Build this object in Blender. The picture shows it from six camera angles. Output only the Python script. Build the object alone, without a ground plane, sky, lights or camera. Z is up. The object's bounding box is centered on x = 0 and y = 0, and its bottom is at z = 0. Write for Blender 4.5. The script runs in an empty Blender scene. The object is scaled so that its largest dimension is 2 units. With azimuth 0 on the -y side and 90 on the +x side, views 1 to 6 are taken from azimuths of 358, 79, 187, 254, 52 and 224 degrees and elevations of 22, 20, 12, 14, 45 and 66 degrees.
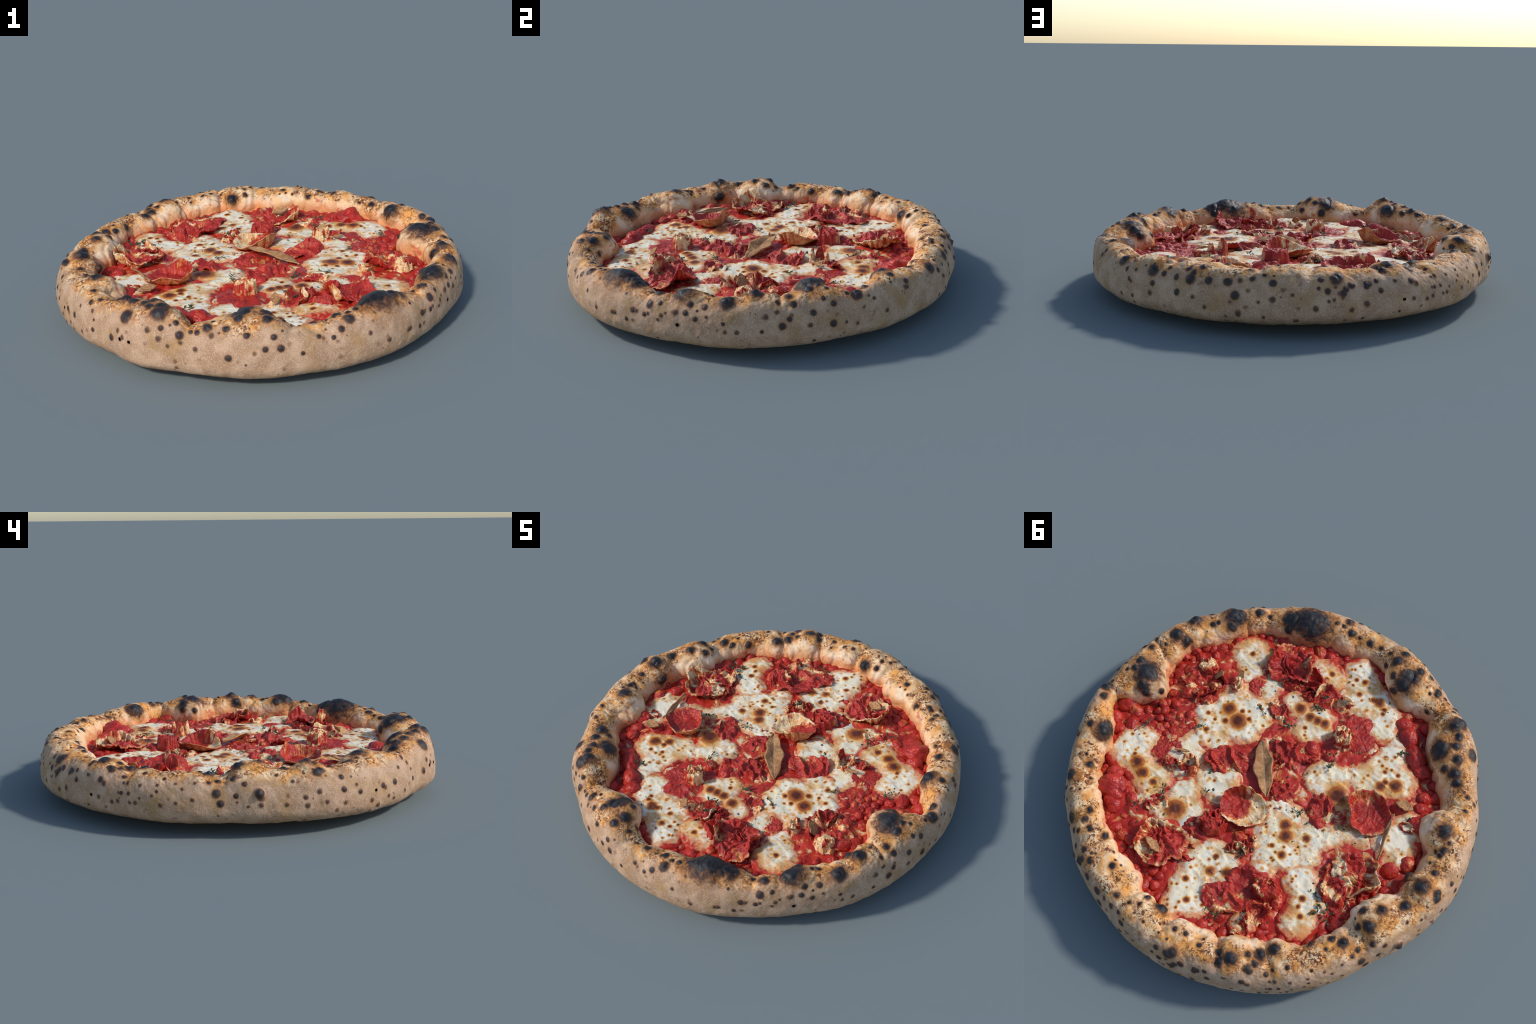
import bpy, bmesh, math, random
import numpy as np
from mathutils import Vector, Matrix, noise as mnoise

TAU = math.tau
rng = np.random.default_rng(7)

# ------------------------------------------------------------------ noise --
def _hash(ix, iy, iz, seed):
    h = (ix.astype(np.int64) * 374761393 + iy.astype(np.int64) * 668265263
         + iz.astype(np.int64) * 2147483647 + seed * 974634541) & 0xFFFFFFFF
    h = ((h ^ (h >> 13)) * 1274126177) & 0xFFFFFFFF
    h = ((h ^ (h >> 16)) * 2246822519) & 0xFFFFFFFF
    return ((h ^ (h >> 15)) & 0xFFFFFF) / float(0xFFFFFF)


def vnoise(p, scale, seed=0):
    """smooth value noise in -1..1 at the points p (n,3)"""
    q = p * scale + 100.0
    i = np.floor(q)
    f = q - i
    f = f * f * f * (f * (f * 6 - 15) + 10)
    i = i.astype(np.int64)
    out = 0
    for dx in (0, 1):
        for dy in (0, 1):
            for dz in (0, 1):
                w = ((f[:, 0] if dx else 1 - f[:, 0]) * (f[:, 1] if dy else 1 - f[:, 1])
                     * (f[:, 2] if dz else 1 - f[:, 2]))
                out = out + w * _hash(i[:, 0] + dx, i[:, 1] + dy, i[:, 2] + dz, seed)
    return out * 2 - 1


def fbm(p, scale, octaves=4, seed=0, rough=0.5):
    a, out, tot = 1.0, 0, 0
    for o in range(octaves):
        out = out + a * vnoise(p, scale * 2 ** o, seed + 17 * o)
        tot += a
        a *= rough
    return out / tot


def cells(p, scale, seed=0):
    """distances to the two nearest of scattered points (F1, F2)"""
    q = p * scale + 100.0
    i = np.floor(q).astype(np.int64)
    f1 = np.full(len(p), 9.0)
    f2 = np.full(len(p), 9.0)
    for dx in (-1, 0, 1):
        for dy in (-1, 0, 1):
            for dz in (-1, 0, 1):
                c = i + (dx, dy, dz)
                j = np.stack([_hash(c[:, 0], c[:, 1], c[:, 2], seed + k) for k in (1, 2, 3)], 1)
                d = np.linalg.norm(c + j - q, axis=1)
                f2 = np.where(d < f1, f1, np.minimum(f2, d))
                f1 = np.minimum(f1, d)
    return f1, f2


def smooth(x, a, b):
    t = np.clip((x - a) / (b - a), 0, 1)
    return t * t * (3 - 2 * t)


def knots(theta, table):
    """periodic smooth interpolation of (degrees, value) control points"""
    t = np.array(sorted(table), float)
    x = np.degrees(theta) % 360
    xs = np.concatenate([t[:, 0] - 360, t[:, 0], t[:, 0] + 360])
    ys = np.tile(t[:, 1], 3)
    k = np.clip(np.searchsorted(xs, x, side="right") - 1, 1, len(xs) - 3)
    h = xs[k + 1] - xs[k]
    s = (x - xs[k]) / h
    # monotone-ish cubic (finite difference tangents)
    m0 = (ys[k + 1] - ys[k - 1]) / (xs[k + 1] - xs[k - 1]) * h
    m1 = (ys[k + 2] - ys[k]) / (xs[k + 2] - xs[k]) * h
    return ((2 * s**3 - 3 * s**2 + 1) * ys[k] + (s**3 - 2 * s**2 + s) * m0
            + (-2 * s**3 + 3 * s**2) * ys[k + 1] + (s**3 - s**2) * m1)


# ------------------------------------------------- the rim's control points --
# angle in degrees from +x, value in metres
RIM_OUT = [(2, 0.985), (12, 0.985), (20, 0.990), (30, 0.987), (44, 0.984), (51, 0.988), (60, 0.977), (72, 0.990), (85,
           0.988), (95, 0.996), (111, 0.998), (128, 0.998), (145, 0.996), (162, 0.970), (171, 0.981), (177, 0.988), (191,
           1.006), (207, 0.998), (215, 0.995), (224, 0.986), (234, 1.009), (246, 0.990), (257, 0.994), (268, 0.998),
           (287, 1.000), (304, 0.998), (314, 0.979), (322, 0.977), (330, 0.977), (340, 0.991), (354, 0.986)]
RIM_IN = [(4, 0.706), (12, 0.776), (17, 0.879), (24, 0.819), (33, 0.784), (37, 0.821), (43, 0.799), (51, 0.809), (62,
           0.801), (71, 0.782), (82, 0.758), (90, 0.786), (95, 0.788), (101, 0.806), (108, 0.776), (116, 0.786), (125,
           0.761), (133, 0.776), (140, 0.781), (147, 0.806), (155, 0.786), (163, 0.751), (175, 0.734), (180, 0.776),
           (184, 0.786), (195, 0.791), (203, 0.746), (210, 0.741), (215, 0.802), (222, 0.782), (231, 0.764), (239,
           0.774), (248, 0.820), (255, 0.745), (264, 0.745), (275, 0.825), (286, 0.796), (295, 0.791), (303, 0.768),
           (313, 0.799), (319, 0.829), (327, 0.811), (335, 0.801), (343, 0.821), (350, 0.814), (358, 0.761)]
RIM_TOP = [(0, 0.282), (6, 0.295), (12, 0.266), (18, 0.263), (26, 0.281), (33, 0.270), (40, 0.254), (49, 0.261), (55,
           0.270), (60, 0.268), (67, 0.276), (74, 0.278), (81, 0.282), (88, 0.272), (92, 0.282), (98, 0.284), (105,
           0.274), (112, 0.271), (119, 0.272), (126, 0.280), (133, 0.256), (141, 0.266), (148, 0.260), (155, 0.258),
           (161, 0.250), (167, 0.288), (172, 0.296), (178, 0.278), (184, 0.294), (192, 0.264), (199, 0.284), (206,
           0.292), (211, 0.294), (218, 0.268), (226, 0.288), (235, 0.307), (243, 0.312), (248, 0.262), (253, 0.260),
           (258, 0.286), (264, 0.304), (270, 0.294), (275, 0.258), (282, 0.248), (289, 0.258), (297, 0.270), (303,
           0.276), (308, 0.262), (314, 0.256), (322, 0.262), (328, 0.278), (333, 0.268), (339, 0.270), (347, 0.278),
           (353, 0.272)]
# how far the wall tucks in under itself
RIM_TUCK = [(0, 0.111), (60, 0.091), (110, 0.119), (150, 0.127), (185, 0.132), (205, 0.101), (228, 0.098), (246, 0.097),
           (262, 0.082), (285, 0.092), (320, 0.087)]
BELLY = 0.155          # height where the wall turns over on the inside
WAIST = 0.115          # height of the widest place outside


def rim_base(theta, a):
    """point of the plain rim: theta round the pizza, a from 0 (inside, at the sauce) over the top to 1 (underneath)"""
    R, ri, H, tuck = (knots(theta, k) for k in (RIM_OUT, RIM_IN, RIM_TOP, RIM_TUCK))
    waist, foot = WAIST + .3 * (tuck - .085), .041 + .15 * (tuck - .085)
    w = (R - ri) / 2
    rc = (R + ri) / 2 + .008
    ang = np.where(a < .62, (a / .62) * (math.pi * 1.16) - math.pi * .16, math.pi + np.clip((a - .62) / .22, 0, 1) * math.pi / 2)
    c, s = np.cos(ang), np.sin(ang)
    cc = np.where(c > 0, np.abs(c) ** .94 * (rc - ri), -np.abs(c) ** .96 * (R - rc))
    low = np.where(c > 0, BELLY, waist)
    ss = np.sign(s) * np.abs(s) ** np.where(c > 0, .93, .93)
    r = rc - cc
    z = low + np.where(s >= 0, (H - low) * ss, .10 * ss)
    # below the waist: a tight turn in to the foot, then a shallow underside
    k = ang > math.pi
    r = np.where(k, R - tuck + tuck * np.abs(c) ** .85, r)
    z = np.where(k, waist - (waist - foot) * np.abs(s) ** .85, z)
    under = np.clip((a - .84) / .16, 0, 1)
    r = np.where(a > .84, R - tuck - (.33 - tuck) * under, r)
    z = np.where(a > .84, foot * (1 - under) ** 1.3, z)
    return r, z


def rim_grid(nt, na):
    t, a = np.meshgrid(np.arange(nt) / nt * TAU, np.linspace(0, 1, na), indexing="ij")
    r, z = rim_base(t.ravel(), a.ravel())
    return np.stack([r * np.cos(t.ravel()), r * np.sin(t.ravel()), z], 1), t.ravel(), a.ravel()


def grid_faces(nt, na):
    i, j = np.meshgrid(np.arange(nt), np.arange(na - 1), indexing="ij")
    i2 = (i + 1) % nt
    return np.stack([i * na + j, i * na + j + 1, i2 * na + j + 1, i2 * na + j], -1).reshape(-1, 4)


def grid_normals(p, nt, na):
    g = p.reshape(nt, na, 3)
    du = np.roll(g, -1, 0) - np.roll(g, 1, 0)
    dv = np.gradient(g, axis=1)
    n = np.cross(du, dv)
    n /= np.maximum(np.linalg.norm(n, axis=2, keepdims=True), 1e-9)
    return n.reshape(-1, 3)

# ------------------------------------------------------------ node building --
class Nodes:
    """small helper that writes shader nodes in reading order"""
    def __init__(self, name):
        self.mat = bpy.data.materials.new(name)
        self.mat.use_nodes = True
        self.t = self.mat.node_tree
        self.bsdf = self.t.nodes["Principled BSDF"]
        self.co = self.t.nodes.new("ShaderNodeTexCoord").outputs["Object"]

    def put(self, kind, inputs, out=0, **props):
        n = self.t.nodes.new(kind)
        for k, v in props.items():
            setattr(n, k, v)
        for k, v in inputs.items():
            s = n.inputs[k]
            if isinstance(v, bpy.types.NodeSocket):
                self.t.links.new(v, s)
            elif v is not None:
                s.default_value = v
        return n.outputs[out]

    def m(self, op, a, b=None, c=None, clamp=False):
        return self.put("ShaderNodeMath", {0: a, 1: b, 2: c}, operation=op, use_clamp=clamp)

    def v(self, op, a, b=None, out=0):
        return self.put("ShaderNodeVectorMath", {0: a, 1: b}, out, operation=op)

    def noise(self, scale, detail=3, vec=None, rough=.55, dist=0.0, colour=False):
        return self.put("ShaderNodeTexNoise", {"Vector": vec or self.co, "Scale": scale, "Detail": detail,
                                               "Roughness": rough, "Distortion": dist}, 1 if colour else 0)

    def voronoi(self, scale, vec=None, out="Distance", feature="F1", rand=1.0):
        return self.put("ShaderNodeTexVoronoi", {"Vector": vec or self.co, "Scale": scale, "Randomness": rand}, out, feature=feature)

    def step(self, x, a, b):
        """0 at a, 1 at b, smooth"""
        return self.put("ShaderNodeMapRange", {"Value": x, "From Min": a, "From Max": b, "To Min": 0.0, "To Max": 1.0},
                        interpolation_type="SMOOTHSTEP")

    def mix(self, f, a, b, blend="MIX"):
        col = lambda c: (*c, 1) if isinstance(c, tuple) and len(c) == 3 else c
        n = self.t.nodes.new("ShaderNodeMix")
        n.data_type, n.blend_type = "RGBA", blend
        for s, v in ((n.inputs[0], f), (n.inputs[6], col(a)), (n.inputs[7], col(b))):
            if isinstance(v, bpy.types.NodeSocket):
                self.t.links.new(v, s)
            else:
                s.default_value = v
        return n.outputs[2]

    def xyz(self, vec=None):
        n = self.t.nodes.new("ShaderNodeSeparateXYZ")
        self.t.links.new(vec or self.co, n.inputs[0])
        return n.outputs

    def vec(self, x, y, z):
        return self.put("ShaderNodeCombineXYZ", {0: x, 1: y, 2: z})

    def finish(self, colour, rough, bump=None, bump_strength=.3, bump_dist=.004, spec=.5, **more):
        L = self.t.links
        L.new(colour, self.bsdf.inputs["Base Color"])
        for k, v in {"Roughness": rough, "Specular IOR Level": spec, **more}.items():
            if isinstance(v, bpy.types.NodeSocket):
                L.new(v, self.bsdf.inputs[k])
            else:
                self.bsdf.inputs[k].default_value = v
        if bump is not None:
            b = self.put("ShaderNodeBump", {"Strength": bump_strength, "Distance": bump_dist, "Height": bump})
            L.new(b, self.bsdf.inputs["Normal"])
        return self.mat


# -------------------------------------------------------------- object helper --
scene = bpy.context.scene
pizza = bpy.data.objects.new("pizza", None)
scene.collection.objects.link(pizza)
pizza["label"] = "round wood-fired pizza with charred crust, mozzarella, tomato and cured meat"
pizza["category"] = "pizza"


def new_mesh(name, verts, faces, mat=None, flat=False):
    me = bpy.data.meshes.new(name)
    v = np.asarray(verts, np.float32)
    f = np.asarray(faces, np.int32)
    me.vertices.add(len(v))
    me.vertices.foreach_set("co", v.ravel())
    k = f.shape[1]
    me.loops.add(f.size)
    me.loops.foreach_set("vertex_index", f.ravel())
    me.polygons.add(len(f))
    me.polygons.foreach_set("loop_start", np.arange(0, f.size, k, dtype=np.int32))
    me.update(calc_edges=True)
    me.polygons.foreach_set("use_smooth", np.full(len(f), not flat))
    if mat:
        me.materials.append(mat)
    me.validate()
    return me


def add(name, me, parent=pizza, loc=(0, 0, 0)):
    o = bpy.data.objects.new(name, me)
    scene.collection.objects.link(o)
    o.parent = parent
    o.location = loc
    return o


# ==================================================================== crust ==
# blisters of the rim: (degrees round, per cent across from inside to foot, radius in mm)
BLISTERS = []
# 0 to 60 degrees
BLISTERS += [(1, 58, 14), (2, 38, 22), (2, 53, 14), (4, 31, 60), (5, 18, 14), (5, 47, 11), (6, 37, 19), (7, 40, 9), (7,
             59, 16), (8, 26, 32), (8, 50, 14), (9, 21, 22), (11, 59, 9), (14, 61, 11), (15, 38, 22), (15, 42, 22), (18,
             30, 19), (19, 48, 11), (23, 58, 13), (29, 26, 44), (29, 36, 16), (31, 50, 13), (32, 46, 13), (32, 50, 12),
             (42, 29, 18), (45, 44, 28), (47, 64, 11), (48, 50, 12), (50, 55, 10), (51, 56, 10), (52, 49, 11), (52, 63,
             10), (58, 29, 15), (58, 47, 30), (58, 60, 14), (59, 55, 13)]
# 60 to 120 degrees
BLISTERS += [(60, 34, 13), (62, 48, 14), (63, 32, 13), (63, 43, 11), (64, 32, 13), (66, 50, 14), (67, 24, 15), (67, 57,
             15), (69, 42, 14), (71, 46, 14), (71, 50, 24), (72, 58, 11), (73, 40, 15), (75, 62, 11), (76, 50, 17), (78,
             30, 14), (81, 50, 19), (83, 56, 19), (84, 48, 13), (84, 64, 16), (86, 38, 13), (87, 46, 12), (90, 34, 9), (90,
             44, 9), (90, 66, 10), (92, 49, 15), (92, 57, 16), (93, 24, 14), (93, 30, 11), (97, 55, 10), (98, 20, 28), (98,
             68, 13), (102, 61, 15), (104, 46, 12), (105, 53, 13), (106, 30, 11), (107, 46, 22), (107, 51, 9), (107, 57,
             10), (108, 44, 21), (108, 54, 12), (109, 30, 10), (109, 54, 15), (109, 56, 10), (110, 52, 14), (111, 50, 15),
             (111, 62, 13), (112, 50, 10), (114, 32, 11), (115, 49, 12), (115, 51, 13), (115, 60, 16), (116, 50, 11), (118,
             48, 11), (119, 54, 12)]
# 120 to 180 degrees
BLISTERS += [(120, 33, 14), (121, 39, 21), (123, 50, 11), (124, 36, 29), (125, 60, 9), (128, 51, 14), (128, 60, 11), (129,
             32, 14), (129, 40, 17), (129, 42, 14), (129, 52, 16), (131, 36, 15), (132, 30, 24), (132, 61, 11), (134, 43,
             11), (134, 55, 9), (134, 60, 11), (135, 48, 9), (135, 55, 9), (136, 27, 24), (136, 48, 12), (138, 60, 10),
             (139, 60, 11), (140, 38, 10), (140, 50, 10), (141, 96, 19), (144, 55, 9), (145, 48, 9), (146, 60, 12), (148,
             23, 18), (150, 58, 9), (151, 50, 9), (154, 26, 17), (154, 56, 10), (157, 32, 27), (158, 44, 9), (160, 42, 11),
             (160, 52, 19), (161, 58, 16), (163, 30, 13), (164, 44, 13), (165, 55, 12), (166, 34, 27), (167, 26, 17), (167,
             50, 12), (171, 31, 22), (171, 57, 16), (171, 60, 13), (177, 60, 12), (178, 34, 22), (179, 48, 10)]
# 180 to 240 degrees
BLISTERS += [(182, 57, 13), (182, 61, 14), (185, 32, 37), (185, 55, 14), (186, 44, 21), (187, 18, 29), (187, 42, 17),
             (187, 60, 12), (192, 32, 14), (192, 46, 11), (192, 54, 14), (192, 61, 11), (196, 53, 9), (197, 30, 12), (197,
             57, 11), (199, 32, 16), (201, 62, 13), (201, 71, 9), (202, 35, 9), (202, 58, 10), (203, 66, 14), (205, 32,
             31), (205, 57, 13), (206, 58, 12), (207, 62, 11), (209, 64, 10), (210, 57, 14), (212, 51, 10), (213, 38, 11),
             (214, 62, 11), (216, 44, 11), (218, 38, 11), (218, 48, 11), (219, 58, 11), (222, 32, 21), (225, 32, 29), (227,
             26, 17), (227, 58, 16), (229, 34, 23), (229, 54, 14), (230, 57, 9), (231, 46, 28), (231, 56, 12), (234, 25,
             43), (234, 34, 18), (234, 57, 9), (236, 36, 17), (237, 37, 17), (239, 51, 15)]
# 240 to 300 degrees
BLISTERS += [(240, 36, 32), (241, 42, 34), (242, 49, 13), (242, 54, 15), (244, 56, 10), (246, 42, 11), (247, 48, 18),
             (247, 52, 12), (250, 22, 11), (251, 44, 10), (251, 54, 12), (253, 39, 15), (254, 42, 19), (255, 47, 16), (259,
             45, 13), (259, 58, 15), (261, 26, 38), (262, 32, 41), (262, 39, 22), (263, 18, 18), (264, 49, 13), (266, 25,
             16), (268, 55, 13), (269, 30, 27), (269, 38, 21), (270, 49, 13), (272, 20, 13), (272, 54, 16), (273, 30, 12),
             (277, 30, 10), (277, 56, 9), (281, 30, 16), (281, 47, 10), (285, 32, 9), (285, 50, 10), (287, 46, 13), (288,
             32, 18), (290, 40, 21), (291, 34, 10), (294, 34, 12), (294, 53, 12), (296, 31, 11), (299, 59, 14)]
# 300 to 360 degrees
BLISTERS += [(301, 24, 29), (302, 32, 85), (306, 58, 12), (307, 58, 12), (308, 31, 49), (309, 24, 23), (311, 60, 10),
             (313, 54, 14), (314, 54, 11), (316, 31, 10), (317, 55, 11), (318, 48, 20), (318, 54, 11), (319, 34, 20), (321,
             46, 10), (322, 54, 12), (326, 52, 17), (327, 34, 52), (327, 58, 9), (329, 26, 26), (329, 52, 13), (330, 46,
             13), (332, 54, 12), (333, 32, 9), (334, 46, 13), (335, 32, 14), (335, 52, 9), (339, 55, 9), (340, 40, 33),
             (340, 59, 11), (343, 59, 12), (346, 24, 29), (347, 32, 32), (349, 59, 9), (350, 52, 15), (352, 32, 9), (353,
             43, 9), (353, 49, 13), (354, 57, 17), (356, 39, 16), (356, 54, 12), (357, 46, 14)]

NT, NA = 1680, 190
SECTOR = 30

base, TH, AA = rim_grid(NT, NA)
nrm = -grid_normals(base, NT, NA)
ends = smooth(AA, 0, .1) * (1 - smooth(AA, .9, 1))
# swollen bubbles of dough and the folds between them
lump = fbm(base, 7.5, 3, seed=3)
fold = np.abs(vnoise(base * (1, 1, .35), 11, seed=9))
inner = smooth(.45 - AA, 0, .2)
disp = ends * (.012 * lump * (1 - .6 * smooth(AA, .42, .56)) - .008 * inner * smooth(.34 - fold, 0, .34) + .004 * (1 - .5 * smooth(AA, .42, .56)) * fbm(base, 26, 3, seed=5))
disp += ends * smooth(.55 - AA, 0, .12) * .0022 * fbm(base * (1, 1, 1), 75, 2, seed=6)
disp += ends * .0012 * fbm(base, 45, 2, seed=7)
P = base + nrm * disp[:, None]
# where the dough has blown up into bubbles: (degrees, per cent across, radius, rise)
BULGES = [(5, 22, .085, .024), (29, 25, .055, .020), (38, 24, .06, .020), (67, 24, .08, .022), (55, 27, .08, .022), (75, 28, .06, .016), (92, 24, .06, .020), (107, 27, .06, .020),
          (124, 29, .06, .016), (148, 28, .07, .016), (167, 26, .10, .035), (186, 27, .075, .022), (206, 25, .085, .026),
          (226, 27, .065, .020), (233, 25, .075, .024), (266, 24, .07, .026), (290, 30, .06, .012),
          (303, 31, .095, .018), (330, 30, .07, .020), (347, 28, .06, .015), (350, 24, .07, .022), (98, 25, .07, .014), (136, 23, .07, .022), (152, 23, .06, .016), (209, 20, .07, .018), (50, 24, .06, .016), (78, 23, .06, .016), (174, 24, .07, .014), (65, 20, .045, .014),
          (84, 18, .04, .014), (99, 18, .045, .016), (115, 18, .04, .016), (132, 18, .045, .012), (157, 24, .05, .014)]
# creases where one bubble meets the next: degrees
for d in (341, 314, 275, 247, 214, 186, 161, 134.5, 118, 101.5, 88, 69, 47, 38, 17, 354, 224, 199, 323):
    off = np.abs((np.degrees(TH) - d - 4 * vnoise(base, 5, seed=13) + 180) % 360 - 180) / 57.3 * .85
    disp = disp - .011 * np.exp(-(off / .016) ** 2) * smooth(AA, .05, .15) * (1 - smooth(AA, .36, .52))
P = base + nrm * disp[:, None]
swell = np.zeros(len(P))
for d, a, r, h in BULGES:
    c = P[int(round(d / 360 * NT)) % NT * NA + int(a / 100 * (NA - 1))]
    q = np.linalg.norm((P - c) * (1, 1, .8), axis=1) / r * (1 + .25 * fold)
    swell = np.maximum(swell, h * np.clip(1 - (q / 1.25) ** 2, 0, 1))
P = P + nrm * swell[:, None] * (1.25, 1.25, .7)
P[:, 2] = np.maximum(P[:, 2], .0005)

idx_of = lambda deg, a: int(round(deg / 360 * NT)) % NT * NA + int(round(np.clip(a / 100, 0, 1) * (NA - 1)))
bl_c = np.array([P[idx_of(d + rng.uniform(-.35, .35), a)] for d, a, _ in BLISTERS])
bl_r = np.array([r / 1000 * (.98 if a > 46 else 1.12) for _, a, r in BLISTERS])
bl_mild = np.array([a > 46 and r < 19 and rng.random() < (.55 if a < 58 else .8) for _, a, r in BLISTERS])    # only browned, not burnt
# small scorched pimples strewn between the large blisters
extra_c, extra_r = [], []
for _ in range(130):
    a = rng.choice([rng.uniform(24, 46), rng.uniform(46, 72)], p=[.75, .25])
    c = P[idx_of(rng.uniform(0, 360), a)]
    r = rng.uniform(.005, .0095)
    if np.min(np.linalg.norm(bl_c - c, axis=1) - bl_r) > .012:
        extra_c.append(c)
        extra_r.append(r)
# one knob sticks out of the far left flank
bl_c = np.vstack([bl_c, P[idx_of(170.5, 55)]])
bl_r = np.append(bl_r, .022)
bl_mild = np.append(bl_mild, False)
n_named = len(bl_c)
bl_c = np.vstack([bl_c, extra_c])
bl_r = np.concatenate([bl_r, extra_r])
bl_mild = np.concatenate([bl_mild, [rng.random() < .6 for _ in extra_r]])
bl_h = np.where(bl_r > .04, .17, np.where(bl_r > .024, .36, .42)) * bl_r * np.array([rng.uniform(.6, 1.25) for _ in bl_r])
bl_h *= np.where(bl_r < .02, .7, 1.0)
bl_h[n_named:] *= .6
bl_h[n_named - 1] = .025

n1 = -grid_normals(P, NT, NA)
bl_s = np.array([c + n1[np.argmin(((P - c) ** 2).sum(1))] * h * .7 for c, h in zip(bl_c, bl_h)])   # heart of each burn
owner = np.full(len(P), -1)
best = np.full(len(P), 1.15)
rise = np.zeros(len(P))
warp = fbm(base, 32, 2, seed=21)
facets = cells(base, 38, seed=4)[0] - .5
deg_v = np.degrees(TH)
for k, (c, r, h) in enumerate(zip(bl_c, bl_r, bl_h)):
    near = np.flatnonzero(np.abs((deg_v - math.degrees(math.atan2(c[1], c[0])) + 180) % 360 - 180) < 4 + r * 110)
    q = np.linalg.norm(P[near] - c, axis=1) / r * (1 + .22 * warp[near])
    dome = np.clip(1 - (q / 1.12) ** 2, 0, 1) ** 1.4
    tip = np.clip(1 - q * 1.6, 0, 1) ** 1.5 * .35
    up = h * (dome * (1 + .35 * facets[near] * (r > .02)) + tip * (k != n_named - 1))
    rise[near] = np.maximum(rise[near], up)
    if k < n_named:
        hit = near[q < best[near]]
        best[hit] = q[q < best[near]]
        owner[hit] = k
P = P + n1 * rise[:, None]
P[:, 2] = np.maximum(P[:, 2], .0)
F = grid_faces(NT, NA)
N = -grid_normals(P, NT, NA)


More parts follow.
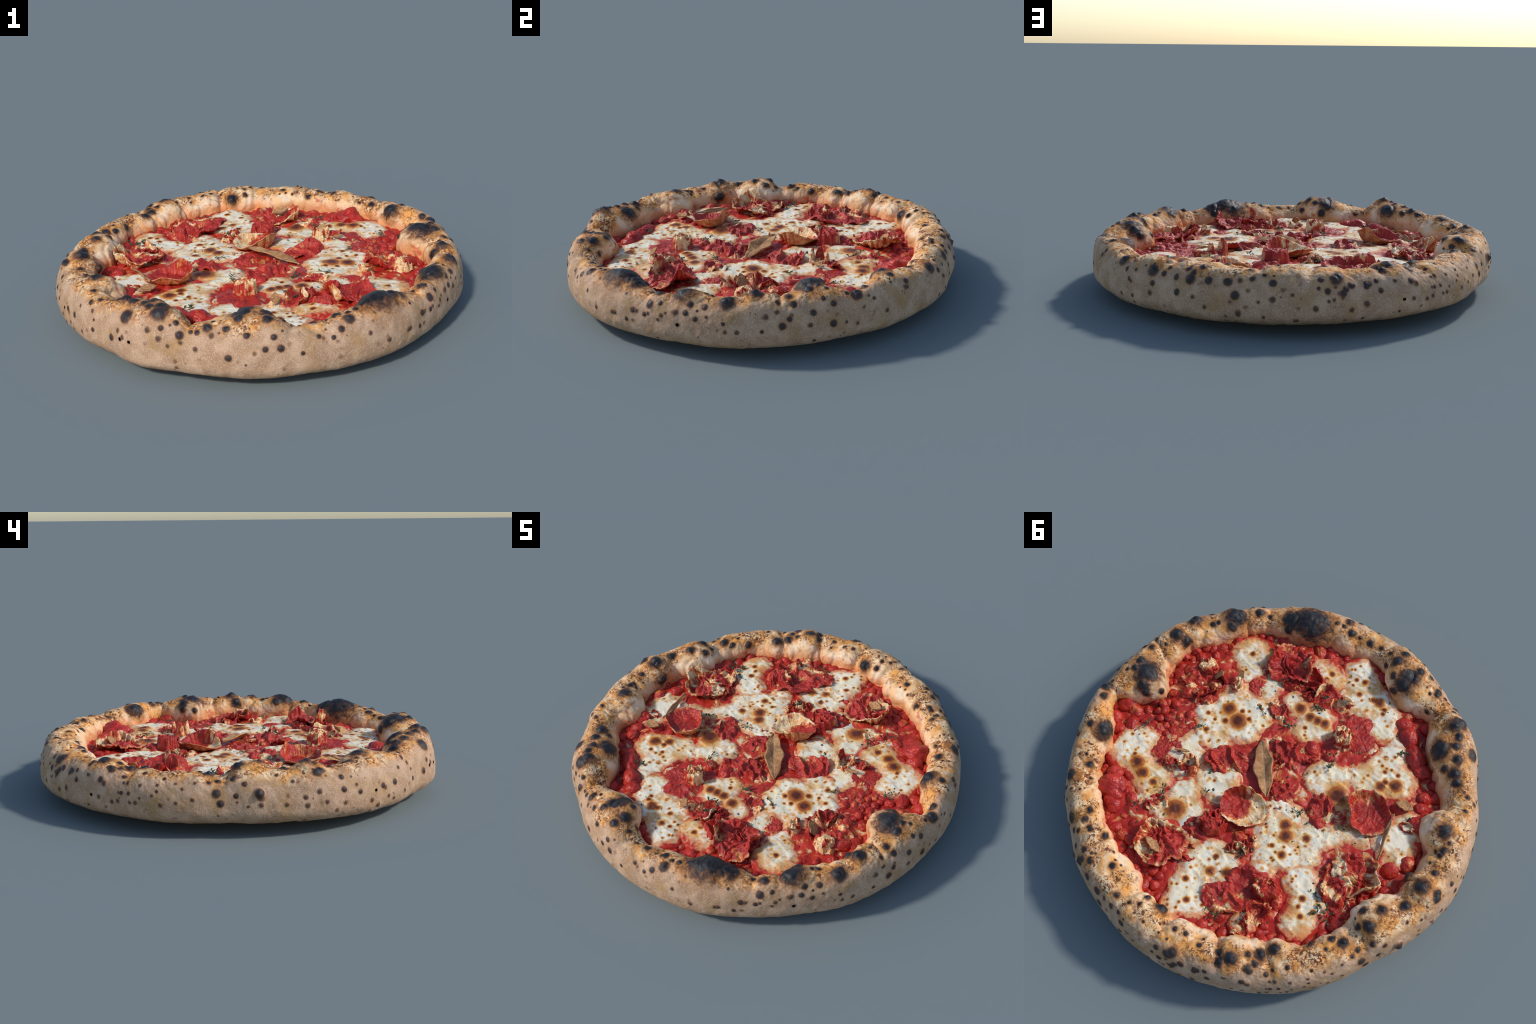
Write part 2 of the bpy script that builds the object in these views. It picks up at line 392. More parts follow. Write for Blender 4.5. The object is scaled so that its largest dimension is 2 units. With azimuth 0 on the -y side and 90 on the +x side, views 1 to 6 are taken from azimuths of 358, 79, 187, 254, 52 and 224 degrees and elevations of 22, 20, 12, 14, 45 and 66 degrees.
def crust_material(sector):
    """dough baked gold on top, floury outside, with the burnt blisters of one 30 degree sector"""
    n = Nodes("baked_crust")
    x, y, z = n.xyz()
    r = n.v("LENGTH", n.vec(x, y, 0.0), out="Value")
    round_ = n.m("ARCTAN2", n.m("SUBTRACT", z, .15), n.m("SUBTRACT", r, .885))      # 0 outside, pi/2 top, pi inside
    wob = n.m("SUBTRACT", n.noise(9, 3), .5)
    wob2 = n.m("SUBTRACT", n.noise(38, 3), .5)
    ang = n.m("ADD", round_, n.m("ADD", n.m("MULTIPLY", wob, 1.3), n.m("MULTIPLY", wob2, .5)))
    top = n.m("MULTIPLY", n.step(ang, .80, 1.35), n.step(round_, -1.6, -1.2))
    within = n.m("MAXIMUM", n.step(ang, 1.95, 2.45), n.m("SUBTRACT", 1.0, n.step(round_, -2.2, -1.9)))
    # floury flank
    flank = n.mix(n.step(n.noise(14, 4), .38, .66), SIDE_DARK, SIDE_PALE)
    flank = n.mix(n.m("MULTIPLY", n.step(n.noise(240, 3), .46, .68), .6), flank, FLOUR)
    flank = n.mix(n.m("MULTIPLY", n.step(n.noise(280, 2), .48, .32), .45), flank, (.25, .16, .095))
    toast = n.m("MULTIPLY", n.step(n.m("ADD", z, n.m("MULTIPLY", wob, .16)), .075, .02), .6)
    flank = n.mix(n.m("MULTIPLY", n.step(n.noise(8, 4, rough=.6), .5, .68), .55), flank, (.41, .23, .075))
    flank = n.mix(toast, flank, (.36, .19, .075))
    faint = n.step(n.m("ADD", n.voronoi(15), n.m("MULTIPLY", wob2, .35)), .23, .06)
    flank = n.mix(n.m("MULTIPLY", faint, n.step(n.noise(9, 1), .40, .6)), flank, (.20, .095, .05))
    fleck = n.step(n.m("ADD", n.voronoi(33), n.m("MULTIPLY", wob2, .35)), .20, .06)
    flank = n.mix(n.m("MULTIPLY", fleck, n.step(n.noise(12, 1), .48, .62)), flank, (.22, .10, .05))
    # golden shoulder with worm-like browning
    gold = n.mix(n.step(n.noise(16, 4), .36, .62), CREAM, GOLD)
    worm = n.noise(46, 4, rough=.6, dist=1.6)
    gold = n.mix(n.m("MULTIPLY", n.step(worm, .50, .56), n.step(n.noise(7, 2), .36, .58)), gold, (.38, .135, .035))
    patch = n.step(n.noise(11, 2), .40, .56)
    gold = n.mix(n.m("MULTIPLY", n.step(n.noise(55, 4, rough=.65, dist=1.2), .50, .57), patch), gold, (.15, .048, .02))
    pep = n.step(n.m("ADD", n.voronoi(52), n.m("MULTIPLY", wob, .6)), .13, .04)
    gold = n.mix(pep, gold, (.09, .032, .02))
    # pale inner wall, stained by the tomato
    wall = n.mix(n.step(n.noise(12, 3), .4, .65), (.88, .66, .44), (.82, .52, .27))
    stain = n.step(n.m("ADD", z, n.m("MULTIPLY", wob, .10)), .255, .19)
    wall = n.mix(n.m("MULTIPLY", stain, .75), wall, (.70, .23, .05))
    streak = n.step(n.noise(15, 4, dist=1.0, rough=.6), .58, .66)
    wall = n.mix(n.m("MULTIPLY", streak, .75), wall, (.55, .09, .04))
    col = n.mix(top, flank, gold)
    col = n.mix(within, col, wall)
    # burnt blisters: distance to each, in units of its radius
    mid, half = math.radians(sector * SECTOR + SECTOR / 2), SECTOR / 2
    ragged = n.m("SUBTRACT", n.noise(30, 4, rough=.68, dist=.6), .5)
    ring = n.m("MULTIPLY", n.m("ADD", n.m("MULTIPLY", top, .55), .3), 1.0)

    def nearest(chosen):
        q = None
        for c, rad, mild in zip(bl_s, bl_r, bl_mild):
            off = abs((math.degrees(math.atan2(c[1], c[0]) - mid) + 180) % 360 - 180)
            if mild == chosen and off < half + 2 + math.degrees(rad * 1.9):
                d = n.m("DIVIDE", n.v("DISTANCE", n.co, tuple(c), "Value"), float(rad))
                q = d if q is None else n.m("MINIMUM", q, d)
        return q

    mild = nearest(True)
    if mild is not None:
        mild = n.m("ADD", mild, n.m("MULTIPLY", n.m("SUBTRACT", n.noise(55, 3, rough=.65), .5), 1.1))
        col = n.mix(n.m("MULTIPLY", n.step(mild, 1.5, .6), .65), col, (.27, .125, .05))
        col = n.mix(n.m("MULTIPLY", n.step(mild, 1.15, .4), .9), col, (.075, .04, .032))
    q = n.m("ADD", nearest(False), n.m("MULTIPLY", ragged, n.m("ADD", .7, n.m("MULTIPLY", top, 1.3))))
    col = n.mix(n.m("MULTIPLY", n.step(q, 2.1, 1.05), ring), col, (.36, .145, .04))
    col = n.mix(n.m("MULTIPLY", n.step(q, 1.35, .85), .92), col, (.085, .035, .02))
    soot = n.mix(n.step(n.noise(40, 3), .4, .7), (.012, .012, .014), (.03, .029, .031))
    soot = n.mix(n.m("SUBTRACT", .65, n.m("MULTIPLY", top, .65)), soot, (.055, .037, .033))
    burnt = n.step(q, 1.05, .5)
    col = n.mix(burnt, col, soot)
    grain = n.m("ADD", n.m("MULTIPLY", n.noise(240, 2), .5), n.m("MULTIPLY", n.noise(70, 3), .8))
    rough = n.m("SUBTRACT", .72, n.m("MULTIPLY", burnt, .22))
    return n.finish(col, rough, grain, .35, .004, spec=.3)


SIDE_DARK, SIDE_PALE, FLOUR = (.41, .235, .13), (.55, .345, .215), (.75, .55, .41)
CREAM, GOLD = (.87, .62, .36), (.76, .34, .085)
crust_mats = [crust_material(s) for s in range(360 // SECTOR)]

face_owner = owner[F]
fo = np.where((face_owner == face_owner[:, :1]).all(1), face_owner[:, 0], -1)
face_sector = (F[:, 0] // NA * 360 // NT) // SECTOR


def crust_piece(name, sel, parent):
    used, inv = np.unique(F[sel], return_inverse=True)
    me = new_mesh(name, P[used], inv.reshape(-1, 4))
    secs = np.unique(face_sector[sel])
    for s in secs:
        me.materials.append(crust_mats[s])
    me.polygons.foreach_set("material_index", np.searchsorted(secs, face_sector[sel]).astype(np.int32))
    me.normals_split_custom_set_from_vertices(N[used].tolist())
    return add(name, me, parent)


crust = crust_piece("crust", fo < 0, pizza)
for k in range(n_named):
    sel = fo == k
    if sel.sum() > 8:
        crust_piece("char_blister", sel, crust)

# the flat round of dough that the topping lies on
n = Nodes("baked_underside")
und = n.mix(n.step(n.noise(9, 4), .4, .65), (.50, .36, .22), (.30, .17, .08))
und = n.mix(n.step(n.m("ADD", n.voronoi(9), n.m("MULTIPLY", n.noise(20, 3), .4)), .42, .3), und, (.05, .03, .02))
under_mat = n.finish(und, .8, n.noise(120, 3), .3)
t = np.arange(240) / 240 * TAU
foot_r = knots(t, RIM_OUT) - .32
rings = [(.0, .002), (.5, .002), (1.0, .001), (1.0, .10), (.98, .15), (.5, .16), (0, .16)]
V = np.concatenate([np.stack([foot_r * k * np.cos(t), foot_r * k * np.sin(t), np.full(240, z)], 1) for k, z in rings])
i = np.arange(240)
fs = np.concatenate([np.stack([r * 240 + (i + 1) % 240, r * 240 + i, (r + 1) * 240 + i, (r + 1) * 240 + (i + 1) % 240], 1)
                     for r in range(len(rings) - 1)])
add("dough_base", new_mesh("dough_base", V, fs[:, ::-1], under_mat))

# ============================================================== topping map ==
BED = .177            # height of the sauce
# every piece of mozzarella is a run of melted pools: (x, y, radius)
POOLS = dict(
    a=[(.58, -.44, .057), (.52, -.38, .051), (.59, -.39, .041), (.53, -.45, .041), (.49, -.32, .028)],
    b=[(.47, -.24, .030), (.41, -.20, .051), (.33, -.23, .051), (.36, -.34, .035), (.36, -.39, .023), (.43, -.11, .063),
       (.33, -.10, .076), (.29, -.19, .057), (.26, -.09, .038), (.41, -.01, .063), (.40, .06, .038), (.50, -.03, .032),
       (.33, .02, .038)],
    c=[(.60, .34, .063), (.57, .39, .051), (.48, .39, .048), (.40, .41, .048), (.61, .31, .048), (.39, .36, .035),
       (.59, .27, .038), (.62, .40, .032)],
    d=[(.41, .15, .044), (.41, .10, .032), (.36, .22, .044), (.41, .21, .032), (.35, .27, .028), (.35, .17, .025)],
    e=[(.18, .20, .066), (.15, .15, .048), (.22, .22, .041), (.12, .17, .033), (.22, .18, .038)],
    f=[(.24, .36, .053), (.18, .38, .058), (.12, .42, .048), (.06, .45, .028), (.23, .43, .038), (.26, .48, .030),
       (.38, .47, .028), (.36, .45, .023), (.25, .32, .044)],
    g=[(-.08, .46, .066), (-.06, .55, .058), (-.09, .63, .058), (-.13, .70, .058), (-.18, .67, .051), (-.13, .74, .038),
       (-.13, .61, .046), (-.14, .44, .051), (-.20, .47, .033), (-.04, .50, .044), (-.19, .52, .032)],
    h=[(-.14, .08, .058), (-.20, .15, .061), (-.26, .24, .058), (-.27, .14, .058), (-.33, .23, .046), (-.37, .15, .051),
       (-.35, .08, .046), (-.37, .02, .035), (-.24, .27, .035), (-.29, .34, .028), (-.22, .05, .035), (-.16, .21, .032),
       (-.44, -.05, .028), (-.51, -.09, .028), (-.40, -.02, .028), (-.31, .03, .038)],
    i=[(-.46, .24, .046), (-.51, .29, .048), (-.55, .34, .048), (-.56, .41, .043), (-.42, .28, .025), (-.58, .31, .028),
       (-.59, .39, .032), (-.55, .28, .025)],
    j=[(-.17, -.18, .058), (-.24, -.18, .053), (-.14, -.15, .041), (-.22, -.25, .033), (-.28, -.16, .041), (-.15, -.21, .041)],
    k=[(-.35, -.34, .061), (-.40, -.39, .061), (-.31, -.42, .048), (-.36, -.47, .043), (-.31, -.52, .035), (-.46, -.41, .041),
       (-.31, -.30, .035), (-.29, -.57, .025), (-.26, -.32, .028), (-.44, -.45, .035)],
    l=[(.11, -.73, .051), (.04, -.68, .053), (-.06, -.67, .058), (-.14, -.64, .053), (-.18, -.58, .046), (.08, -.65, .028),
       (.02, -.59, .038), (-.15, -.67, .035), (-.22, -.57, .030), (-.04, -.61, .038), (.02, -.71, .028), (.03, -.56, .028)],
    m=[(.22, -.61, .041), (.17, -.62, .028), (.26, -.61, .025), (.16, -.59, .019)],
    n=[(.08, -.37, .053), (.07, -.30, .046), (.03, -.37, .043), (.17, -.37, .038), (.22, -.38, .035), (.07, -.43, .028),
       (.04, -.32, .035)],
    o=[(-.61, -.26, .046), (-.64, -.18, .056), (-.59, -.16, .046), (-.68, -.15, .033), (-.64, -.23, .038), (-.55, -.19, .030),
       (-.60, -.31, .025)],
    p=[(-.39, .56, .026), (-.40, .59, .022)],
)
# scorched bubbles on the cheese: (x, y, radius)
SCORCH = [(.342, -.105, .043), (.419, -.123, .035), (.364, -.157, .013), (.384, -.062, .016), (.309, -.148, .013),
          (.475, -.033, .011), (.427, -.032, .009), (.519, .390, .035), (.462, .411, .030), (.390, .408, .019),
          (.561, .371, .011), (.216, .426, .048), (-.279, -.165, .053), (-.209, .113, .028), (-.248, .151, .033),
          (-.301, .231, .019), (-.236, .230, .011), (-.093, .451, .014), (-.186, .470, .025), (-.125, .516, .022),
          (-.073, .621, .015), (-.149, .687, .015), (.106, -.372, .025), (.068, -.382, .023), (.029, -.396, .025),
          (.084, -.312, .011), (.090, -.688, .011), (.050, -.706, .015), (.024, -.638, .014), (-.081, -.674, .025),
          (-.059, -.669, .015), (-.122, -.661, .013), (-.132, -.639, .011), (-.439, -.397, .033), (-.387, -.344, .025),
          (-.351, -.416, .011), (.563, -.422, .014), (-.514, .312, .016), (-.565, .378, .014), (-.528, .353, .011),
          (-.593, .323, .013), (-.388, -.376, .015), (-.047, -.662, .015), (.044, -.195, .010), (.173, -.373, .030),
          (-.425, -.087, .015), (-.324, .093, .019), (.353, .222, .013), (.198, -.623, .015), (.196, -.581, .013),
          (.417, .036, .014), (.188, .106, .013), (.253, .017, .018), (-.408, -.447, .011), (-.303, -.474, .011)]
MELT = .05            # how softly neighbouring pools run together
SPREAD = .011         # how far a pool spreads past its radius
VEIL = .040           # width of the thin, sauce-stained veil round it


def pool_field(x, y, pools):
    f = None
    for cx, cy, r in pools:
        d = np.hypot(x - cx, y - cy) - r - SPREAD
        if f is None:
            f = d
        else:
            h = np.maximum(MELT - np.abs(f - d), 0) / MELT
            f = np.minimum(f, d) - h ** 3 * MELT / 6
    return f


def cheese_anywhere(x, y):
    return np.min([pool_field(x, y, p) for p in POOLS.values()], axis=0)


def bed_height(x, y):
    p = np.stack([x, y, np.zeros_like(x)], 1)
    calm = smooth(cheese_anywhere(x, y), -.02, .03)
    f1 = cells(p, 20, seed=31)[0]
    g1, g2 = cells(p + .02 * np.stack([vnoise(p, 14, 1), vnoise(p, 14, 2), 0 * x], 1), 11, seed=35)
    return BED + .005 * fbm(p, 6, 2, seed=30) + calm * .007 * (1 - np.clip((g2 - g1) * 2, 0, 1)) + calm * (.010 * (1 - np.minimum(f1, 1) ** 2) - .004 + .003 * fbm(p, 30, 2, seed=33))


# ------------------------------------------------------------------- sauce --
def red_colour(n, shift=None, vec=None):
    deep, mid, warm = (.36, .017, .012), (.50, .030, .017), (.64, .11, .025)
    c = n.mix(n.step(n.noise(11, 4, vec), .36, .62), deep, mid)
    c = n.mix(n.m("MULTIPLY", n.step(n.noise(19, 5, vec, rough=.62, dist=.6), .56, .74), .65), c, warm)
    return c


n = Nodes("tomato_sauce")
c = red_colour(n)
scrap = n.noise(12, 5, rough=.68, dist=.8)
c = n.mix(n.m("MULTIPLY", n.step(scrap, .51, .60), .85), c, (.66, .23, .06))
c = n.mix(n.m("MULTIPLY", n.step(scrap, .58, .64), .9), c, (.76, .58, .38))
c = n.mix(n.step(n.m("ADD", n.voronoi(26), n.m("MULTIPLY", n.noise(60, 3), .2)), .22, .14), c, (.05, .02, .012))
sauce_mat = n.finish(c, .42, n.noise(60, 4), .35, .006, spec=.4)

SN, SR = 420, 150
t, u = np.meshgrid(np.arange(SN) / SN * TAU, np.linspace(.002, 1, SR), indexing="ij")
t, u = t.ravel(), u.ravel()
rr = u * (knots(t, RIM_IN) + .02)
sx, sy = rr * np.cos(t), rr * np.sin(t)
sz = bed_height(sx, sy) - .022 * smooth(u, .80, .97) - .022 * np.exp(-((sx - .63) ** 2 + (sy - .20) ** 2) / .12 ** 2)
add("tomato_sauce", new_mesh("tomato_sauce", np.stack([sx, sy, sz], 1), grid_faces(SN, SR), sauce_mat))


# -------------------------------------------------------------- mozzarella --
def mozzarella_material(pools):
    n = Nodes("melted_mozzarella")
    x, y, _ = n.xyz()
    flat = n.vec(x, y, 0.0)
    jit = n.v("SCALE", n.v("SUBTRACT", n.noise(13, 4, rough=.6, colour=True), (.5, .5, .5)))
    jit.node.inputs["Scale"].default_value = .085
    jx, jy, _ = n.xyz(jit)
    at = n.vec(n.m("ADD", x, jx), n.m("ADD", y, jy), 0.0)
    f = None
    for cx, cy, r in pools:
        d = n.m("SUBTRACT", n.v("DISTANCE", at, (cx, cy, 0), "Value"), r + SPREAD)
        f = d if f is None else n.m("SMOOTH_MIN", f, d, MELT)
    fine = n.m("SUBTRACT", n.noise(48, 4, rough=.65), .5)
    torn = n.m("SUBTRACT", n.noise(20, 5, rough=.65, dist=.5), .5)
    f = n.m("ADD", f, n.m("ADD", n.m("MULTIPLY", fine, .03), n.m("MULTIPLY", torn, .10)))
    white = n.mix(n.step(n.noise(14, 3), .35, .7), (.89, .82, .65), (.84, .72, .47))
    oil = n.m("MULTIPLY", n.step(n.noise(9, 4, rough=.6), .48, .62), n.step(f, -.06, -.012))
    col = n.mix(n.m("MULTIPLY", oil, .85), white, (.70, .36, .08))
    col = n.mix(n.m("MULTIPLY", n.step(n.noise(17, 4, dist=.8), .54, .66), .6), col, (.72, .30, .07))
    col = n.mix(n.m("MULTIPLY", n.step(n.noise(34, 5, rough=.7, dist=1.0), .58, .68), .65), col, (.60, .21, .04))
    # little brown bubbles, then the named scorch marks
    vor = n.voronoi(32)
    size = n.m("MULTIPLY", n.step(n.noise(11, 1), .32, .58), .36)
    dot = n.m("SUBTRACT", vor, size)
    col = n.mix(n.m("MULTIPLY", n.step(dot, .11, -.06), .85), col, (.76, .36, .06))
    col = n.mix(n.step(dot, -.05, -.22), col, (.26, .055, .012))
    q = None
    for cx, cy, r in SCORCH:
        if pool_field(np.array([cx]), np.array([cy]), pools)[0] < r + .03:
            d = n.m("DIVIDE", n.v("DISTANCE", flat, (cx, cy, 0), "Value"), r)
            q = d if q is None else n.m("MINIMUM", q, d)
    if q is not None:
        q = n.m("ADD", q, n.m("MULTIPLY", n.m("SUBTRACT", n.noise(45, 3), .5), .5))
        col = n.mix(n.m("MULTIPLY", n.step(q, 1.6, 1.05), .8), col, (.74, .33, .04))
        col = n.mix(n.m("MULTIPLY", n.step(q, 1.15, .85), .9), col, (.38, .085, .010))
        col = n.mix(n.m("MULTIPLY", n.step(q, .9, .35), .92), col, (.085, .016, .009))
    herb = n.m("MULTIPLY", n.step(n.m("ADD", n.voronoi(70), n.m("MULTIPLY", fine, .3)), .16, .1), n.step(n.noise(13, 1), .45, .55))
    col = n.mix(herb, col, (.05, .045, .03))
    # sauce soaking in from the edge
    veil = n.mix(n.step(n.noise(24, 4, rough=.6), .42, .6), (.66, .20, .07), (.76, .40, .16))
    col = n.mix(n.m("MULTIPLY", n.step(f, -.018, .002), .85), col, veil)
    col = n.mix(n.step(f, .004, .024), col, red_colour(n))
    return n.finish(col, .5, n.m("ADD", n.noise(26, 3), n.m("MULTIPLY", n.noise(120, 2), .2)),   .35, .008, spec=.3,
                    **{"Subsurface Weight": .08, "Subsurface Radius": (.02, .012, .008)})


STEP = .0055
for k, pools in enumerate(POOLS.values()):
    a = np.array(pools)
    x0, x1 = (a[:, 0] - a[:, 2]).min() - .07, (a[:, 0] + a[:, 2]).max() + .07
    y0, y1 = (a[:, 1] - a[:, 2]).min() - .07, (a[:, 1] + a[:, 2]).max() + .07
    gx, gy = np.meshgrid(np.arange(x0, x1, STEP), np.arange(y0, y1, STEP), indexing="ij")
    ny = gx.shape[1]
    x, y = gx.ravel(), gy.ravel()
    p = np.stack([x, y, np.full_like(x, k * .37)], 1)
    f = pool_field(x, y, pools) + .022 * fbm(p, 15, 4, seed=40)
    bump = np.zeros_like(x)
    for cx, cy, r in SCORCH:
        bump = np.maximum(bump, r * .12 * np.clip(1 - (np.hypot(x - cx, y - cy) / r / 1.2) ** 2, 0, 1))
    top = .009 * smooth(-f, -.03, .03) + .007 * fbm(p, 8, 3, seed=41) + .004 * np.clip(1 - 3 * np.abs(fbm(p * (1, 1.7, 1), 12, 2, seed=43)), 0, 1) + .003 * fbm(p, 28, 3, seed=42)
    z = BED + .004 + (k % 5) * .0007 + top + bump - .022 * smooth(f, VEIL * .55, VEIL)
    quad = np.stack(np.meshgrid(np.arange(gx.shape[0] - 1), np.arange(ny - 1), indexing="ij"), -1).reshape(-1, 2)
    q0 = quad[:, 0] * ny + quad[:, 1]
    fc = np.stack([q0, q0 + ny, q0 + ny + 1, q0 + 1], 1)
    fc = fc[(f[fc] < VEIL).all(1)]
    used, inv = np.unique(fc, return_inverse=True)
    add("mozzarella", new_mesh("mozzarella", np.stack([x, y, z], 1)[used], inv.reshape(-1, 4), mozzarella_material(pools)))


# ------------------------------------------------------------ tomato chunks --
n = Nodes("cooked_tomato")
rnd = n.put("ShaderNodeObjectInfo", {}, "Random")
shifted = n.v("ADD", n.co, n.vec(n.m("MULTIPLY", rnd, 37.0), n.m("MULTIPLY", rnd, 11.0), 0.0))
sc = n.v("SCALE", shifted)
sc.node.inputs["Scale"].default_value = .06
c = red_colour(n, vec=sc)
c = n.mix(n.m("MULTIPLY", n.step(n.noise(20, 3, sc), .5, .68), n.m("GREATER_THAN", rnd, .72)), c, (.62, .16, .045))
c = n.mix(n.step(n.m("ADD", n.voronoi(2.2, shifted), n.m("MULTIPLY", n.noise(5, 2, shifted), .2)), .26, .16), c, (.09, .025, .015))
tomato_mat = n.finish(c, .40, n.noise(3, 2, shifted), .2, .1, spec=.4)


def blob_mesh(seed, squash=1.0, gnarl=.15):
    bm = bmesh.new()
    bmesh.ops.create_icosphere(bm, subdivisions=4, radius=1)
    v = np.array([v.co for v in bm.verts])
    f = np.array([[q.index for q in p.verts] for p in bm.faces])
    bm.free()
    k = 1 + gnarl * fbm(v + seed * 3.1, 1.3, 3, seed=50 + seed) - .12 * smooth(.14 - np.abs(vnoise(v + seed, 1.6, seed=60)), 0, .14)
    v = v * k[:, None] * (1, 1, squash)
    return new_mesh("tomato_chunk", v, f, tomato_mat)


blobs = [blob_mesh(s) for s in range(7)]
gnarled = blob_mesh(20, .9, .45)
chunks = []


def chunk(x, y, r, me=None, sink=.15, long=1.0, turn=None):
    o = add("tomato_chunk", me or blobs[int(rng.integers(len(blobs)))], loc=(x, y, BED - .004 + r * sink - .014 * float(smooth(np.array([math.hypot(x, y)]), .66, .76)[0])))
    o.scale = (r * long, r, r * rng.uniform(.8, 1.0))
    o.rotation_euler = (rng.uniform(-.3, .3), rng.uniform(-.3, .3), rng.uniform(0, TAU) if turn is None else turn)
    chunks.append((x, y, r))


for x, y, r, lg, tn in [(.515, .555, .062, 1.2, .6), (.56, .50, .045, 1, 0), (.47, .60, .04, 1.3, 2.2), (.44, .61, .035, 1.2, 2.3),
                        (-.735, -.15, .042, 1, 0), (-.70, -.07, .04, 1.1, 1), (-.655, -.335, .05, 1.4, .4), (-.60, -.40, .036, 1.2, .8),
                        (-.40, -.58, .045, 1.7, -.6), (-.47, -.55, .04, 1.3, .4), (-.31, -.635, .05, 1.3, -.4), (-.25, -.67, .042, 1.2, .3),
                        (.70, .27, .032, 1.9, 2.2), (.66, .30, .026, 1.2, 1)]:
    chunk(x, y, r, gnarled if r > .055 else None, .45 if r > .055 else .2, lg, tn)
tries = 0
while len(chunks) < 215 and tries < 9000:
    tries += 1
    th = rng.uniform(0, TAU)
    ri = float(knots(np.array([th]), RIM_IN)[0])
    if rng.random() < .82:
        rad = ri - abs(rng.normal(0, .07)) + .012
    else:
        rad = ri * math.sqrt(rng.random())
    x, y = rad * math.cos(th), rad * math.sin(th)
    r = float(np.clip(rng.lognormal(math.log(.0255), .36), .014, .046))
    if cheese_anywhere(np.array([x]), np.array([y]))[0] < r * .75 or rad > ri + .02:
        continue
    if any((x - a) ** 2 + (y - b) ** 2 < (.72 * (r + s)) ** 2 for a, b, s in chunks):
        continue
    chunk(x, y, r, None, rng.uniform(-.15, .2), rng.uniform(1, 1.4))
# the bunch beside the big swollen bubble of the rim
for _ in range(300):
    x, y, r = .56 + rng.normal(0, .075), .13 + rng.normal(0, .06), rng.uniform(.018, .034)
    if cheese_anywhere(np.array([x]), np.array([y]))[0] > r * .5 and not any(
            (x - a) ** 2 + (y - b) ** 2 < (.68 * (r + s)) ** 2 for a, b, s in chunks):
        chunk(x, y, r, None, -.35)


# --------------------------------------------------------- cured meat slices --
def meat_material(fatness):
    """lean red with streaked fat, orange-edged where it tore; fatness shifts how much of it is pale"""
    n = Nodes("cured_meat")
    rnd = n.put("ShaderNodeObjectInfo", {}, "Random")
    off = n.vec(n.m("MULTIPLY", rnd, 53.0), n.m("MULTIPLY", rnd, 17.0), 0.0)
    p1 = n.v("ADD", n.co, off)
    lean = n.mix(n.step(n.noise(2.2, 4, p1), .35, .65), (.33, .015, .011), (.50, .030, .018))
    x, y, z = n.xyz()
    ang = n.m("ARCTAN2", y, x)
    radial = n.v("LENGTH", n.vec(x, y, 0.0), out="Value")
    fibre = n.noise(1.0, 4, n.v("ADD", n.vec(n.m("MULTIPLY", ang, 6.5), n.m("MULTIPLY", radial, 1.2), n.m("MULTIPLY", z, 1.2)), off), rough=.65)
    lean = n.mix(n.m("MULTIPLY", n.step(fibre, .52, .68), .6), lean, (.60, .11, .035))
    field = n.m("ADD", n.noise(1.0, 4, p1, rough=.55, dist=.4), n.m("MULTIPLY", n.m("SUBTRACT", fibre, .5), .25))
    c = n.mix(n.m("MULTIPLY", n.step(field, .50 - fatness, .57 - fatness), .85), lean, (.66, .22, .06))
    fatc = n.mix(n.step(n.noise(5, 3, p1), .42, .6), (.90, .70, .42), (.80, .42, .15))
    c = n.mix(n.step(field, .55 - fatness, .61 - fatness), c, fatc)
    edge = n.m("ADD", radial, n.m("MULTIPLY", n.m("SUBTRACT", n.noise(3, 3, p1), .5), .45))
    torn = n.mix(n.step(fibre, .42, .58), (.60, .12, .03), (.80, .52, .25))
    torn = n.mix(n.step(fibre, .58, .68), torn, (.44, .03, .02))
    c = n.mix(n.m("MULTIPLY", n.step(edge, .82, .96), .85), c, torn)
    fleck = n.m("MULTIPLY", n.step(n.m("ADD", n.voronoi(7, p1), n.m("MULTIPLY", n.noise(9, 3, p1), .2)), .24, .17), n.step(n.noise(2, 1, p1), .5, .6))
    c = n.mix(fleck, c, (.05, .04, .022))
    return n.finish(c, .45, n.m("ADD", n.m("MULTIPLY", fibre, .6), n.noise(6, 3, p1)), .28, .08, spec=.4)


meat_mats = [meat_material(k) for k in (-.06, .0, .06)]
n = Nodes("crisped_rind")
c = n.mix(n.step(n.noise(5, 4), .4, .62), (.50, .10, .03), (.66, .30, .11))
rind_mat = n.finish(c, .5, n.noise(12, 3), .3, .05)


